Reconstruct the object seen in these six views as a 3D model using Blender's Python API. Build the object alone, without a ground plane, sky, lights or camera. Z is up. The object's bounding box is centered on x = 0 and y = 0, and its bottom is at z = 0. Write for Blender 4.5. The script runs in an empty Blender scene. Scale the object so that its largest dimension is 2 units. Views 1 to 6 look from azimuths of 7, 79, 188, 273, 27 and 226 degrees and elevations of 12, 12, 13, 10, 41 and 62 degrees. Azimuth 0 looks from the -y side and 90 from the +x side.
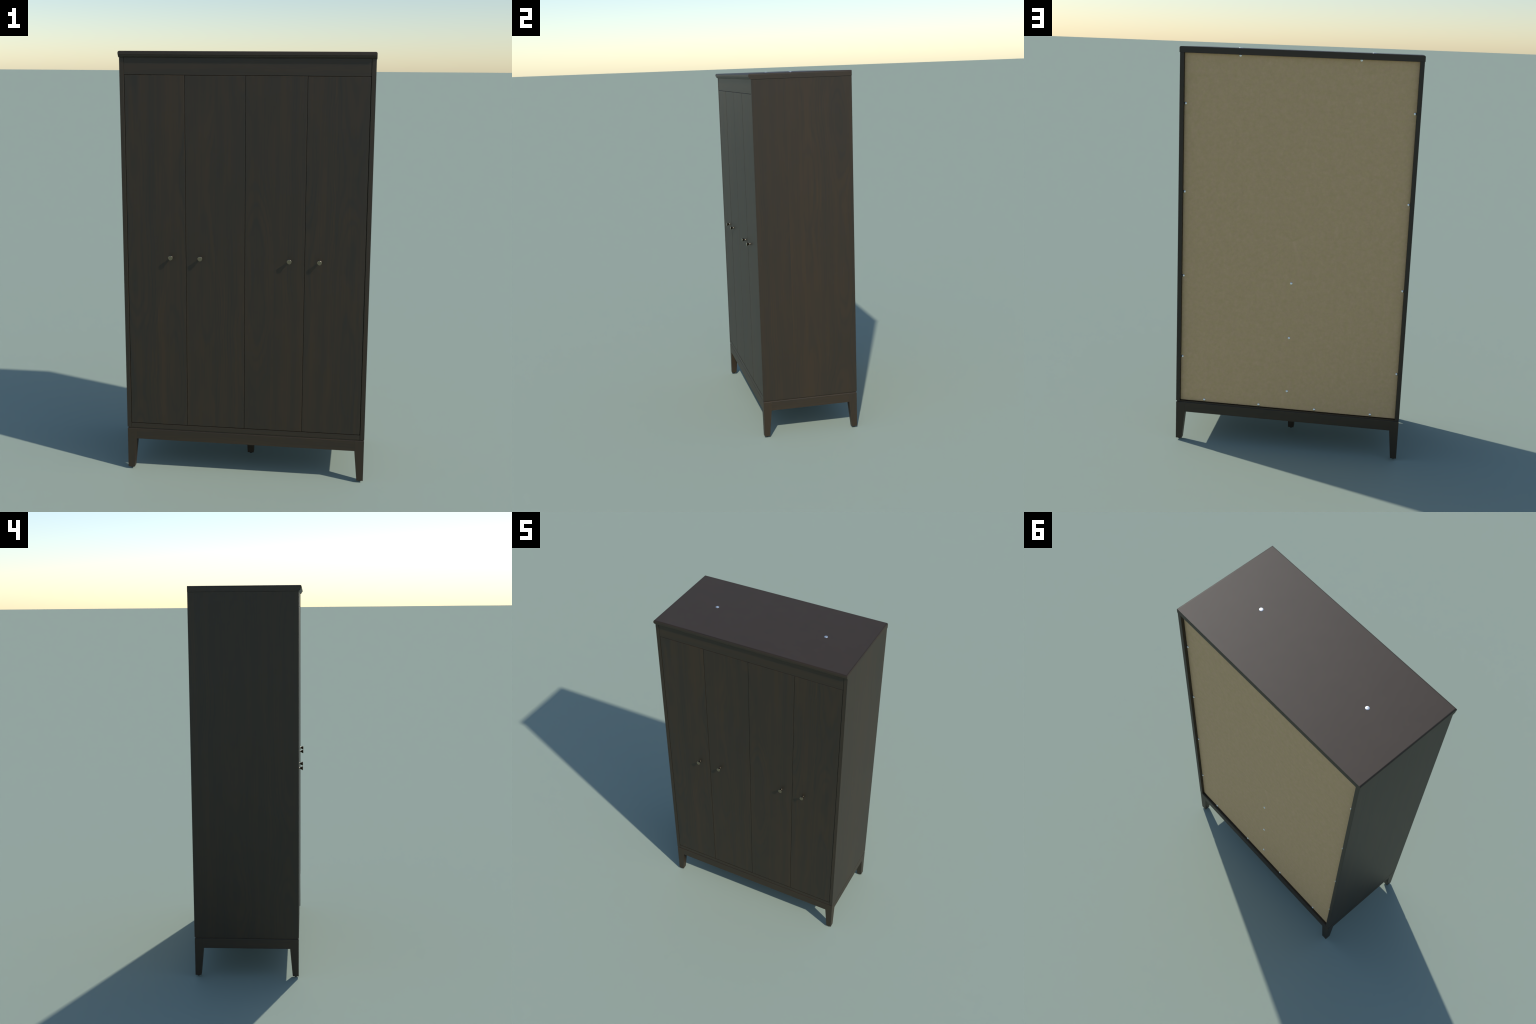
"""Dark stained wardrobe: four inset flat doors with small cone knobs, moulded top,
leg frame with tapered legs, recessed hardboard back held by zinc screws."""
import bpy, bmesh, math
from mathutils import Vector, Matrix

# ------------------------------------------------------------------ sizes (metres)
BODY_X = 0.5720            # half width of the carcass
PANEL_T = 0.0205           # side panel thickness
FRONT_Y, REAR_Y = -0.2598, 0.2799
TOP_X = 0.5741             # half width of the top
TOP_Z0, TOP_Z1 = 1.9690, 1.9977
BODY_Z0 = 0.2145           # lower end of the carcass
FRIEZE_Z0 = 1.8940
DOOR_Z0, DOOR_Z1 = 0.2386, 1.8929
BASE_Z1, APRON_Z0, LEG_Z0 = 0.2095, 0.1563, 0.0075
BASE_X, BASE_Y0, BASE_Y1 = 0.5714, -0.2592, 0.2790
LEG_TOP, LEG_FOOT = 0.0445, 0.0310
BACK_Y = 0.2645

scene = bpy.context.scene


# ------------------------------------------------------------------ node helpers
class Nodes:
    def __init__(self, name):
        self.mat = bpy.data.materials.new(name)
        self.mat.use_nodes = True
        self.t = self.mat.node_tree
        self.t.nodes.clear()
        self.out = self.t.nodes.new('ShaderNodeOutputMaterial')
        self.bsdf = self.t.nodes.new('ShaderNodeBsdfPrincipled')
        self.t.links.new(self.bsdf.outputs[0], self.out.inputs[0])

    def put(self, socket, v):
        if hasattr(v, 'is_output') or isinstance(v, bpy.types.NodeSocket):
            self.t.links.new(v, socket)
        else:
            socket.default_value = v

    def math(self, op, a, b=0.0, c=0.0, clamp=False):
        n = self.t.nodes.new('ShaderNodeMath')
        n.operation = op
        n.use_clamp = clamp
        for i, v in enumerate((a, b, c)):
            self.put(n.inputs[i], v)
        return n.outputs[0]

    def vec(self, x, y, z):
        n = self.t.nodes.new('ShaderNodeCombineXYZ')
        for i, v in enumerate((x, y, z)):
            self.put(n.inputs[i], v)
        return n.outputs[0]

    def noise(self, vector, scale=1.0, detail=2.0, rough=0.5):
        n = self.t.nodes.new('ShaderNodeTexNoise')
        self.put(n.inputs['Vector'], vector)
        n.inputs['Scale'].default_value = scale
        n.inputs['Detail'].default_value = detail
        n.inputs['Roughness'].default_value = rough
        return n.outputs['Fac']

    def white(self, w):
        n = self.t.nodes.new('ShaderNodeTexWhiteNoise')
        n.noise_dimensions = '1D'
        self.put(n.inputs['W'], w)
        return n.outputs['Value']

    def ramp(self, fac, stops):
        n = self.t.nodes.new('ShaderNodeValToRGB')
        e = n.color_ramp.elements
        while len(e) < len(stops):
            e.new(0.5)
        for el, (p, c) in zip(e, stops):
            el.position = p
            el.color = (*c, 1.0)
        self.put(n.inputs[0], fac)
        return n.outputs[0]

    def bump(self, height, strength, distance):
        n = self.t.nodes.new('ShaderNodeBump')
        n.inputs['Strength'].default_value = strength
        n.inputs['Distance'].default_value = distance
        self.put(n.inputs['Height'], height)
        self.t.links.new(n.outputs[0], self.bsdf.inputs['Normal'])

    def coords(self):
        n = self.t.nodes.new('ShaderNodeTexCoord')
        s = self.t.nodes.new('ShaderNodeSeparateXYZ')
        self.t.links.new(n.outputs['Object'], s.inputs[0])
        return s.outputs[0], s.outputs[1], s.outputs[2], n.outputs['Object']

    def random(self):
        return self.t.nodes.new('ShaderNodeObjectInfo').outputs['Random']


DARK = (0.0185, 0.0150, 0.0096)      # neutral black-brown stain
MID = (0.0285, 0.0183, 0.0088)
WARM = (0.0445, 0.0238, 0.0082)      # where the brown shows through


def stained_wood(name, along, board=0.1370, shift=0.0, tint=1.0, contrast=1.0,
                 rough=0.50, gain=1.0):
    """Stained veneer. `along` is the grain axis; every `board` metres across the grain
    starts a new strip with its own heart, so that cathedral figures differ."""
    k = Nodes(name)
    x, y, z, _ = k.coords()
    rnd = k.random()
    m = k.math
    if along == 'z':
        a, l = m('ADD', x, y), z
    elif along == 'x':
        a, l = m('ADD', z, y), x
    else:
        a, l = m('ADD', z, x), y
    pos = m('MULTIPLY_ADD', a, 1.0 / board, shift)
    idx = m('FLOOR', pos)
    strip = k.white(m('MULTIPLY_ADD', rnd, 91.0, idx))
    strip2 = k.white(m('MULTIPLY_ADD', rnd, 57.0, m('ADD', idx, 300.5)))
    seed = m('MULTIPLY', strip, 40.0)
    # distance from a wandering heart line: level sets make hyperbola figures
    local = m('MULTIPLY', m('SUBTRACT', m('FRACT', pos), m('MULTIPLY_ADD', strip2, 1.3, -0.15)), board)
    sway = m('MULTIPLY', m('SUBTRACT', k.noise(k.vec(m('MULTIPLY', a, 3.0), m('MULTIPLY', l, 1.6), seed), 1.0, 3.0, 0.55), 0.5), 0.085)
    lift = m('MULTIPLY', k.noise(k.vec(seed, m('MULTIPLY', l, 1.1), 7.0), 1.0, 1.0), 0.16)
    u = m('ADD', local, sway)
    r = m('SQRT', m('ADD', m('MULTIPLY', u, u), m('MULTIPLY', lift, lift)))
    wob = m('MULTIPLY', k.noise(k.vec(m('MULTIPLY', a, 22.0), m('MULTIPLY', l, 5.0), seed), 1.0, 2.0), 5.0)
    ring = m('MULTIPLY_ADD', m('SINE', m('MULTIPLY_ADD', r, 620.0, wob)), 0.5, 0.5)
    ring = m('POWER', ring, 2.5)
    ring_on = k.noise(k.vec(m('MULTIPLY', a, 11.0), m('MULTIPLY', l, 0.8), m('ADD', seed, 11.0)), 1.0, 1.0)
    ring_on = m('MULTIPLY', m('SUBTRACT', ring_on, 0.40), 5.0, clamp=True)
    band = m('MULTIPLY_ADD', m('SINE', m('MULTIPLY_ADD', r, 130.0, wob)), 0.5, 0.5)
    fibre = k.noise(k.vec(m('MULTIPLY', a, 380.0), m('MULTIPLY', l, 6.0), seed), 1.0, 2.0, 0.6)
    streak = k.noise(k.vec(m('MULTIPLY', a, 150.0), m('MULTIPLY', l, 1.6), seed), 1.0, 2.0, 0.6)
    wide = k.noise(k.vec(m('MULTIPLY', a, 42.0), m('MULTIPLY', l, 0.9), m('ADD', seed, 5.0)), 1.0, 2.0, 0.6)
    cloud = k.noise(k.vec(m('MULTIPLY', a, 7.0), m('MULTIPLY', l, 1.5), m('ADD', seed, 3.0)), 1.0, 2.0)
    seam = m('LESS_THAN', m('ABSOLUTE', m('SUBTRACT', m('FRACT', m('ADD', pos, 0.5)), 0.5)), 0.0011 / board)
    f = m('MULTIPLY', m('MULTIPLY', ring, ring_on), -0.62)
    f = m('MULTIPLY_ADD', m('SUBTRACT', band, 0.5), 0.40, f)
    f = m('MULTIPLY_ADD', m('SUBTRACT', fibre, 0.5), 0.90, f)
    f = m('MULTIPLY_ADD', m('SUBTRACT', streak, 0.5), 1.05, f)
    f = m('MULTIPLY_ADD', m('SUBTRACT', wide, 0.5), 1.0, f)
    f = m('MULTIPLY_ADD', m('SUBTRACT', cloud, 0.5), 0.80, f)
    f = m('MULTIPLY_ADD', m('SUBTRACT', strip, 0.5), 0.30, f)
    f = m('MULTIPLY_ADD', seam, -0.35, f)
    f = m('MULTIPLY_ADD', f, 0.58 * contrast, 0.55 * tint)
    sc = lambda c: tuple(gain * v for v in c)
    col = k.ramp(f, [(0.0, sc(DARK)), (0.5, sc(MID)), (1.0, sc(WARM))])
    k.put(k.bsdf.inputs['Base Color'], col)
    k.put(k.bsdf.inputs['Roughness'], m('MULTIPLY_ADD', fibre, 0.06, rough - 0.03))
    k.bump(m('ADD', m('MULTIPLY', fibre, 0.6), m('MULTIPLY', streak, 0.6)), 0.10, 0.0006)
    return k.mat


def plain(name, colour, rough, metallic=0.0, grain=0.0, scale=300.0):
    k = Nodes(name)
    _, _, _, obj = k.coords()
    n = k.noise(obj, scale, 2.0)
    lo = tuple(c * (1 - grain) for c in colour)
    hi = tuple(min(1.0, c * (1 + grain)) for c in colour)
    k.put(k.bsdf.inputs['Base Color'], k.ramp(n, [(0.25, lo), (0.75, hi)]))
    k.bsdf.inputs['Roughness'].default_value = rough
    k.bsdf.inputs['Metallic'].default_value = metallic
    return k.mat


def hardboard():
    k = Nodes('hardboard')
    _, _, _, obj = k.coords()
    m = k.math
    fine = k.noise(obj, 230.0, 3.0, 0.65)
    felt = k.noise(obj, 60.0, 3.0, 0.6)
    cloud = k.noise(obj, 26.0, 3.0, 0.6)
    hue = k.noise(obj, 41.0, 2.0, 0.6)
    f = m('ADD', m('MULTIPLY', m('SUBTRACT', fine, 0.5), 0.6), 0.5)
    f = m('MULTIPLY_ADD', m('SUBTRACT', felt, 0.5), 0.9, f)
    f = m('MULTIPLY_ADD', m('SUBTRACT', cloud, 0.5), 0.55, f)
    base = (
          k.ramp(f, [(0.1, (0.540, 0.358, 0.178)), (0.5, (0.596, 0.396, 0.202)), (0.9, (0.650, 0.440, 0.228))]))
    mix = k.t.nodes.new('ShaderNodeMix')
    mix.data_type = 'RGBA'
    mix.blend_type = 'MULTIPLY'
    mix.inputs[0].default_value = 1.0
    k.put(mix.inputs[6], base)
    k.put(mix.inputs[7], k.ramp(hue, [(0.35, (0.98, 0.995, 0.95)), (0.65, (1.02, 1.0, 1.06))]))
    k.put(k.bsdf.inputs['Base Color'], mix.outputs[2])
    k.bsdf.inputs['Roughness'].default_value = 0.75
    k.bump(felt, 0.15, 0.001)
    return k.mat


WOOD_V = stained_wood('stained_wood_upright', 'z', board=0.137)
WOOD_SIDE = stained_wood('stained_wood_side', 'z', board=0.185, shift=0.43, tint=1.06, contrast=0.68)
WOOD_RAIL = stained_wood('stained_wood_rail', 'x', board=0.30, contrast=0.55)
WOOD_BASE = stained_wood('stained_wood_base', 'x', board=0.30, contrast=0.6, tint=1.22)
WOOD_BASE_SIDE = stained_wood('stained_wood_base_side', 'y', board=0.30, contrast=0.6, tint=1.22)
WOOD_LEG = stained_wood('stained_wood_leg', 'z', board=0.30, contrast=0.6, tint=1.22)
WOOD_TOP = plain('stained_top_face', (0.0515, 0.0350, 0.0228), 0.53, 0.0, 0.05, 12.0)
BACK = hardboard()
METAL = plain('dark_nickel', (0.26, 0.215, 0.155), 0.18, 1.0, 0.04)
ZINC = plain('zinc_plated_steel', (0.93, 0.95, 0.97), 0.36, 1.0, 0.05)
BOLT = plain('dull_zinc', (0.76, 0.80, 0.84), 0.50, 1.0, 0.05)
PLASTIC = plain('black_plastic', (0.012, 0.012, 0.012), 0.5, 0.0, 0.1)

# ------------------------------------------------------------------ mesh helpers
root = bpy.data.objects.new('wardrobe', None)
scene.collection.objects.link(root)
root['label'] = 'dark brown stained wooden wardrobe with four flat doors and tapered legs'
root['category'] = 'wardrobe'


def finish(bm, name, mat):
    bmesh.ops.recalc_face_normals(bm, faces=bm.faces)
    me = bpy.data.meshes.new(name)
    bm.to_mesh(me)
    bm.free()
    me.materials.append(mat)
    for p in me.polygons:
        p.use_smooth = True
    # split normals weighted by face area: big faces stay flat, eased edges stay round
    vert_faces = [[] for _ in me.vertices]
    for p in me.polygons:
        for v in p.vertices:
            vert_faces[v].append(p.index)
    limit = math.cos(math.radians(40))
    normals = []
    for p in me.polygons:
        for v in p.vertices:
            acc = Vector()
            for q in vert_faces[v]:
                o = me.polygons[q]
                if o.normal.dot(p.normal) > limit:
                    acc += o.normal * o.area
            normals.append(acc.normalized())
    me.normals_split_custom_set(normals)
    return me


def add(name, me, loc=(0, 0, 0), rot=None, parent=None):
    ob = bpy.data.objects.new(name, me)
    ob.location = loc
    if rot:
        ob.rotation_euler = rot
    scene.collection.objects.link(ob)
    ob.parent = parent or root
    return ob


def bevel(bm, edges, size, seg=2):
    bmesh.ops.bevel(bm, geom=list(edges), offset=size, offset_type='OFFSET', segments=seg,
                    profile=0.5, affect='EDGES', clamp_overlap=True)


def box_mesh(name, lo, hi, mat, edge=0.0012, seg=2):
    bm = bmesh.new()
    bmesh.ops.create_cube(bm, size=1.0)
    for v in bm.verts:
        v.co = Vector([lo[i] + (v.co[i] + 0.5) * (hi[i] - lo[i]) for i in range(3)])
    if edge:
        bevel(bm, bm.edges, edge, seg)
    return finish(bm, name, mat)


def eased_board(name, lo, hi, mat, edge, chosen, size):
    """A board whose `chosen` edges (a test on the edge's middle) are rounded more."""
    bm = bmesh.new()
    bmesh.ops.create_cube(bm, size=1.0)
    for v in bm.verts:
        v.co = Vector([lo[i] + (v.co[i] + 0.5) * (hi[i] - lo[i]) for i in range(3)])
    bevel(bm, [e for e in bm.edges if chosen((e.verts[0].co + e.verts[1].co) / 2)], size, 4)
    bm.normal_update()
    sharp = [e for e in bm.edges if len(e.link_faces) == 2 and e.calc_face_angle() > math.radians(50)]
    bevel(bm, sharp, edge, 2)
    return finish(bm, name, mat)


def box(name, lo, hi, mat, edge=0.0012, seg=2):
    """A board with eased edges; its origin sits in its middle."""
    c = [(a + b) / 2 for a, b in zip(lo, hi)]
    me = box_mesh(name, [a - m for a, m in zip(lo, c)], [b - m for b, m in zip(hi, c)], mat, edge, seg)
    return add(name, me, c)


def lathe(name, profile, mat, seg=32):
    """Turn (radius, height) pairs about the z axis; the ends are closed."""
    bm = bmesh.new()
    rings = []
    for r, h in profile:
        if r < 1e-6:
            rings.append([bm.verts.new((0, 0, h))])
        else:
            rings.append([bm.verts.new((r * math.cos(t), r * math.sin(t), h))
                          for t in (2 * math.pi * i / seg for i in range(seg))])
    for A, B in zip(rings, rings[1:]):
        for i in range(seg):
            j = (i + 1) % seg
            quad = [A[i % len(A)], A[j % len(A)], B[j % len(B)], B[i % len(B)]]
            face = []
            for v in quad:
                if v not in face:
                    face.append(v)
            if len(face) > 2:
                bm.faces.new(face)
    return finish(bm, name, mat)


# ------------------------------------------------------------------ top with moulded front
def top_mesh():
    prof = [(REAR_Y, TOP_Z0), (REAR_Y, TOP_Z1), (-0.2730, TOP_Z1), (-0.2730, 1.9815)]
    prof += [(-0.2700, 1.9808), (-0.2686, 1.9798)]                     # quirk under the nosing
    prof += [(-0.2684, 1.9770), (-0.2674, 1.9742), (-0.2655, 1.9722),  # ovolo back to the frieze
             (-0.2630, 1.9710), (-0.2612, 1.9706), (-0.2612, TOP_Z0)]
    bm = bmesh.new()
    ends = [[bm.verts.new((sx * TOP_X, y, z)) for y, z in prof] for sx in (-1, 1)]
    bm.faces.new(ends[0])
    bm.faces.new(list(reversed(ends[1])))
    n = len(prof)
    for i in range(n):
        j = (i + 1) % n
        bm.faces.new((ends[0][i], ends[1][i], ends[1][j], ends[0][j]))
    nosing = [e for e in bm.edges
              if all(abs(v.co.z - TOP_Z1) < 1e-6 for v in e.verts)
              and not all(abs(v.co.y - REAR_Y) < 1e-6 for v in e.verts)]
    bevel(bm, nosing, 0.0074, 6)
    me = finish(bm, 'top_panel', WOOD_RAIL)
    me.materials.append(WOOD_TOP)                     # the flat upper face is browner
    for p in me.polygons:
        if p.normal.z > 0.98 and p.area > 0.1:
            p.material_index = 1
    return me


add('top_panel', top_mesh())

# ------------------------------------------------------------------ carcass
for s in (-1, 1):
    xa, xb = sorted((s * BODY_X, s * (BODY_X - PANEL_T)))
    c = ((xa + xb) / 2, (FRONT_Y + REAR_Y) / 2, (BODY_Z0 + TOP_Z0) / 2)
    h = ((xb - xa) / 2, (REAR_Y - FRONT_Y) / 2, (TOP_Z0 - BODY_Z0) / 2 - 0.0001)
    add('side_panel', eased_board('side_panel', [-v for v in h], h, WOOD_SIDE, 0.0014,
                                  lambda m: m.y < -0.2 and m.x * s < -0.001 and abs(m.z) < 0.1, 0.0026), c)
INNER_X = BODY_X - PANEL_T
box('frieze_rail', (-INNER_X + 0.0006, FRONT_Y + 0.0015, FRIEZE_Z0), (INNER_X - 0.0006, FRONT_Y + 0.020, TOP_Z0 - 0.0002), WOOD_RAIL)
box('bottom_rail', (-INNER_X + 0.0006, FRONT_Y + 0.0008, BODY_Z0), (INNER_X - 0.0006, FRONT_Y + 0.020, 0.2372), WOOD_RAIL)
box('bottom_panel', (-INNER_X + 0.001, FRONT_Y + 0.0205, BODY_Z0 + 0.0005), (INNER_X - 0.001, BACK_Y - 0.004, 0.2365), WOOD_RAIL)
box('back_panel', (-INNER_X + 0.0005, BACK_Y - 0.0035, 0.2165), (INNER_X - 0.0005, BACK_Y, TOP_Z0 - 0.0005), BACK, 0.0004, 1)
box('partition', (-0.009, FRONT_Y + 0.024, 0.2370), (0.009, BACK_Y - 0.004, 1.02), WOOD_RAIL)

# ------------------------------------------------------------------ doors and knobs
SPAN = 2 * (INNER_X - 0.0008)
PITCH = SPAN / 4
GAP = 0.0007
half = (PITCH - GAP) / 2
zc = (DOOR_Z0 + DOOR_Z1) / 2
DOOR_T = 0.0190
DOOR_FACE = FRONT_Y + 0.0012
door_mesh = eased_board('door', (-half, 0, DOOR_Z0 - zc), (half, DOOR_T, DOOR_Z1 - zc), WOOD_V, 0.0012,
                        lambda m: m.y < 0.001, 0.0022)
L = DOOR_FACE + 0.2796
knob_mesh = lathe('knob', [(0, 0), (0.0062, 0), (0.0062, 0.0012), (0.0056, 0.0020), (0.0050, 0.0034),
                           (0.0048, 0.0058), (0.0052, 0.0078), (0.0066, 0.0108), (0.0105, L - 0.0030),
                           (0.0111, L - 0.0024), (0.0113, L - 0.0018), (0.0111, L - 0.0011), (0.0106, L - 0.0006),
                           (0.0097, L - 0.0002), (0.0080, L), (0, L)],
                  METAL, 40)
PROUD = (-0.0004, 0.0001, -0.0001, 0.0002)                    # the doors hang a hair out of line
for i, side in enumerate((1, -1, 1, -1)):
    xc = -SPAN / 2 + (i + 0.5) * PITCH
    d = add('door', door_mesh, (xc, DOOR_FACE + PROUD[i], zc))
    add('knob', knob_mesh, (side * (PITCH / 2 - 0.0690), 0.0002, 1.0640 - zc), (math.radians(90), 0, 0), d)

# ------------------------------------------------------------------ leg frame
S = 0.0035                                                   # shadow gap recess
box('spacer_frame', (-BASE_X + S, BASE_Y0 + S, BASE_Z1 - 0.004), (BASE_X - S, BASE_Y1 - S, BODY_Z0 - 0.0002), WOOD_BASE, 0.0005, 1)


def apron(lo, hi, outward, mat):
    """A rail of the leg frame: eased upper outer edge."""
    c = Vector([(a + b) / 2 for a, b in zip(lo, hi)])
    bm = bmesh.new()
    bmesh.ops.create_cube(bm, size=1.0)
    for v in bm.verts:
        v.co = Vector([(v.co[i]) * (hi[i] - lo[i]) for i in range(3)])
    o = Vector(outward)
    top_edge = [e for e in bm.edges if all(v.co.z > 0 and v.co.dot(o) > 0 for v in e.verts)]
    bevel(bm, top_edge, 0.0042, 4)
    add('apron', finish(bm, 'apron', mat), c)


T = 0.022
Q = LEG_TOP
E_ = 0.0004                                                  # aprons sit a hair behind the legs
apron((-BASE_X + Q, BASE_Y0 + E_, APRON_Z0), (BASE_X - Q, BASE_Y0 + T, BASE_Z1), (0, -1, 0), WOOD_BASE)
apron((-BASE_X + Q, BASE_Y1 - T, APRON_Z0), (BASE_X - Q, BASE_Y1 - E_, BASE_Z1), (0, 1, 0), WOOD_BASE)
apron((-BASE_X + E_, BASE_Y0 + Q, APRON_Z0), (-BASE_X + T, BASE_Y1 - Q, BASE_Z1), (-1, 0, 0), WOOD_BASE_SIDE)
apron((BASE_X - T, BASE_Y0 + Q, APRON_Z0), (BASE_X - E_, BASE_Y1 - Q, BASE_Z1), (1, 0, 0), WOOD_BASE_SIDE)
box('cross_rail', (-0.016, BASE_Y0 + T, 0.160), (0.016, BASE_Y1 - T, 0.2050), WOOD_BASE_SIDE, 0.001)


def leg_mesh(sx, sy):
    """Square post under the frame: the two outer faces are upright, the inner ones taper."""
    bm = bmesh.new()
    levels = [(LEG_Z0, LEG_FOOT), (APRON_Z0, LEG_TOP), (BASE_Z1, LEG_TOP)]
    rings = []
    for z, w in levels:
        rings.append([bm.verts.new((-sx * w * a, -sy * w * b, z)) for a, b in ((0, 0), (1, 0), (1, 1), (0, 1))])
    bm.faces.new(rings[0])
    bm.faces.new(rings[-1])
    for A, B in zip(rings, rings[1:]):
        for i in range(4):
            j = (i + 1) % 4
            bm.faces.new((A[i], A[j], B[j], B[i]))
    top_out = [e for e in bm.edges if all(v.co.z > BASE_Z1 - 1e-5 for v in e.verts)
               and (all(abs(v.co.x) < 1e-6 for v in e.verts) or all(abs(v.co.y) < 1e-6 for v in e.verts))]
    bevel(bm, top_out, 0.0042, 4)
    keep = [e for e in bm.edges if not e.is_boundary and abs(e.verts[0].co.z - e.verts[1].co.z) > 0.02]
    bevel(bm, keep, 0.0010, 2)
    return finish(bm, 'leg', WOOD_LEG)


glide_mesh = lathe('foot_glide', [(0, 0), (0.0058, 0), (0.0072, 0.0015), (0.0072, 0.0085), (0, 0.0085)], PLASTIC, 24)
for sx in (-1, 1):
    for sy in (-1, 1):
        leg = add('leg', leg_mesh(sx, sy), (sx * BASE_X, BASE_Y0 if sy < 0 else BASE_Y1, 0))
        add('foot_glide', glide_mesh, (-sx * LEG_FOOT * 0.5, -sy * LEG_FOOT * 0.5, 0), None, leg)

bm = bmesh.new()
rings = [[bm.verts.new((a * w, b * w, z)) for a, b in ((-1, -1), (1, -1), (1, 1), (-1, 1))]
         for z, w in ((LEG_Z0, 0.0150), (0.1595, 0.0215))]
bm.faces.new(rings[0])
bm.faces.new(rings[1])
for i in range(4):
    bm.faces.new((rings[0][i], rings[0][(i + 1) % 4], rings[1][(i + 1) % 4], rings[1][i]))
bevel(bm, bm.edges, 0.001, 2)
mid = add('support_leg', finish(bm, 'support_leg', WOOD_LEG), (0, 0.003, 0))
add('foot_glide', glide_mesh, (0, 0, 0), None, mid)

# ------------------------------------------------------------------ screws
def screw(name, r, h, recess, mat):
    prof = [(0, -0.004), (r * 0.55, -0.004), (r * 0.55, 0.0), (r, 0.0), (r, h * 0.12)]
    for i in range(1, 8):                                    # domed head
        t = math.radians(90 * i / 8)
        q = r * math.cos(t)
        if q > recess * 1.15:
            prof.append((q, h * (0.12 + 0.88 * math.sin(t))))
    prof += [(recess, h * 0.97), (recess * 0.85, h * 0.45), (0, h * 0.40)]
    return lathe(name, prof, mat, 24)


small = screw("screw", 0.0066, 0.0044, 0.0012, ZINC)
large = screw('connector_bolt', 0.0098, 0.0023, 0.0030, BOLT)
for s in (-1, 1):
    add('connector_bolt', large, (s * 0.3310, 0.0055, TOP_Z1))
spots = [(0, z) for z in (0.878, 0.5953, 0.3118)]
spots += [(x, 0.2262) for x in (-0.4255, -0.1430, 0.1430, 0.4265)]
spots += [(s * 0.5448, z) for s in (-1, 1) for z in (1.7315, 1.3045, 0.8793, 0.4527)]
spots += [(s * 0.2838, 1.9652) for s in (-1, 1)]
for x, z in spots:
    add('screw', small, (x, BACK_Y, z), (math.radians(-90), 0, 0))
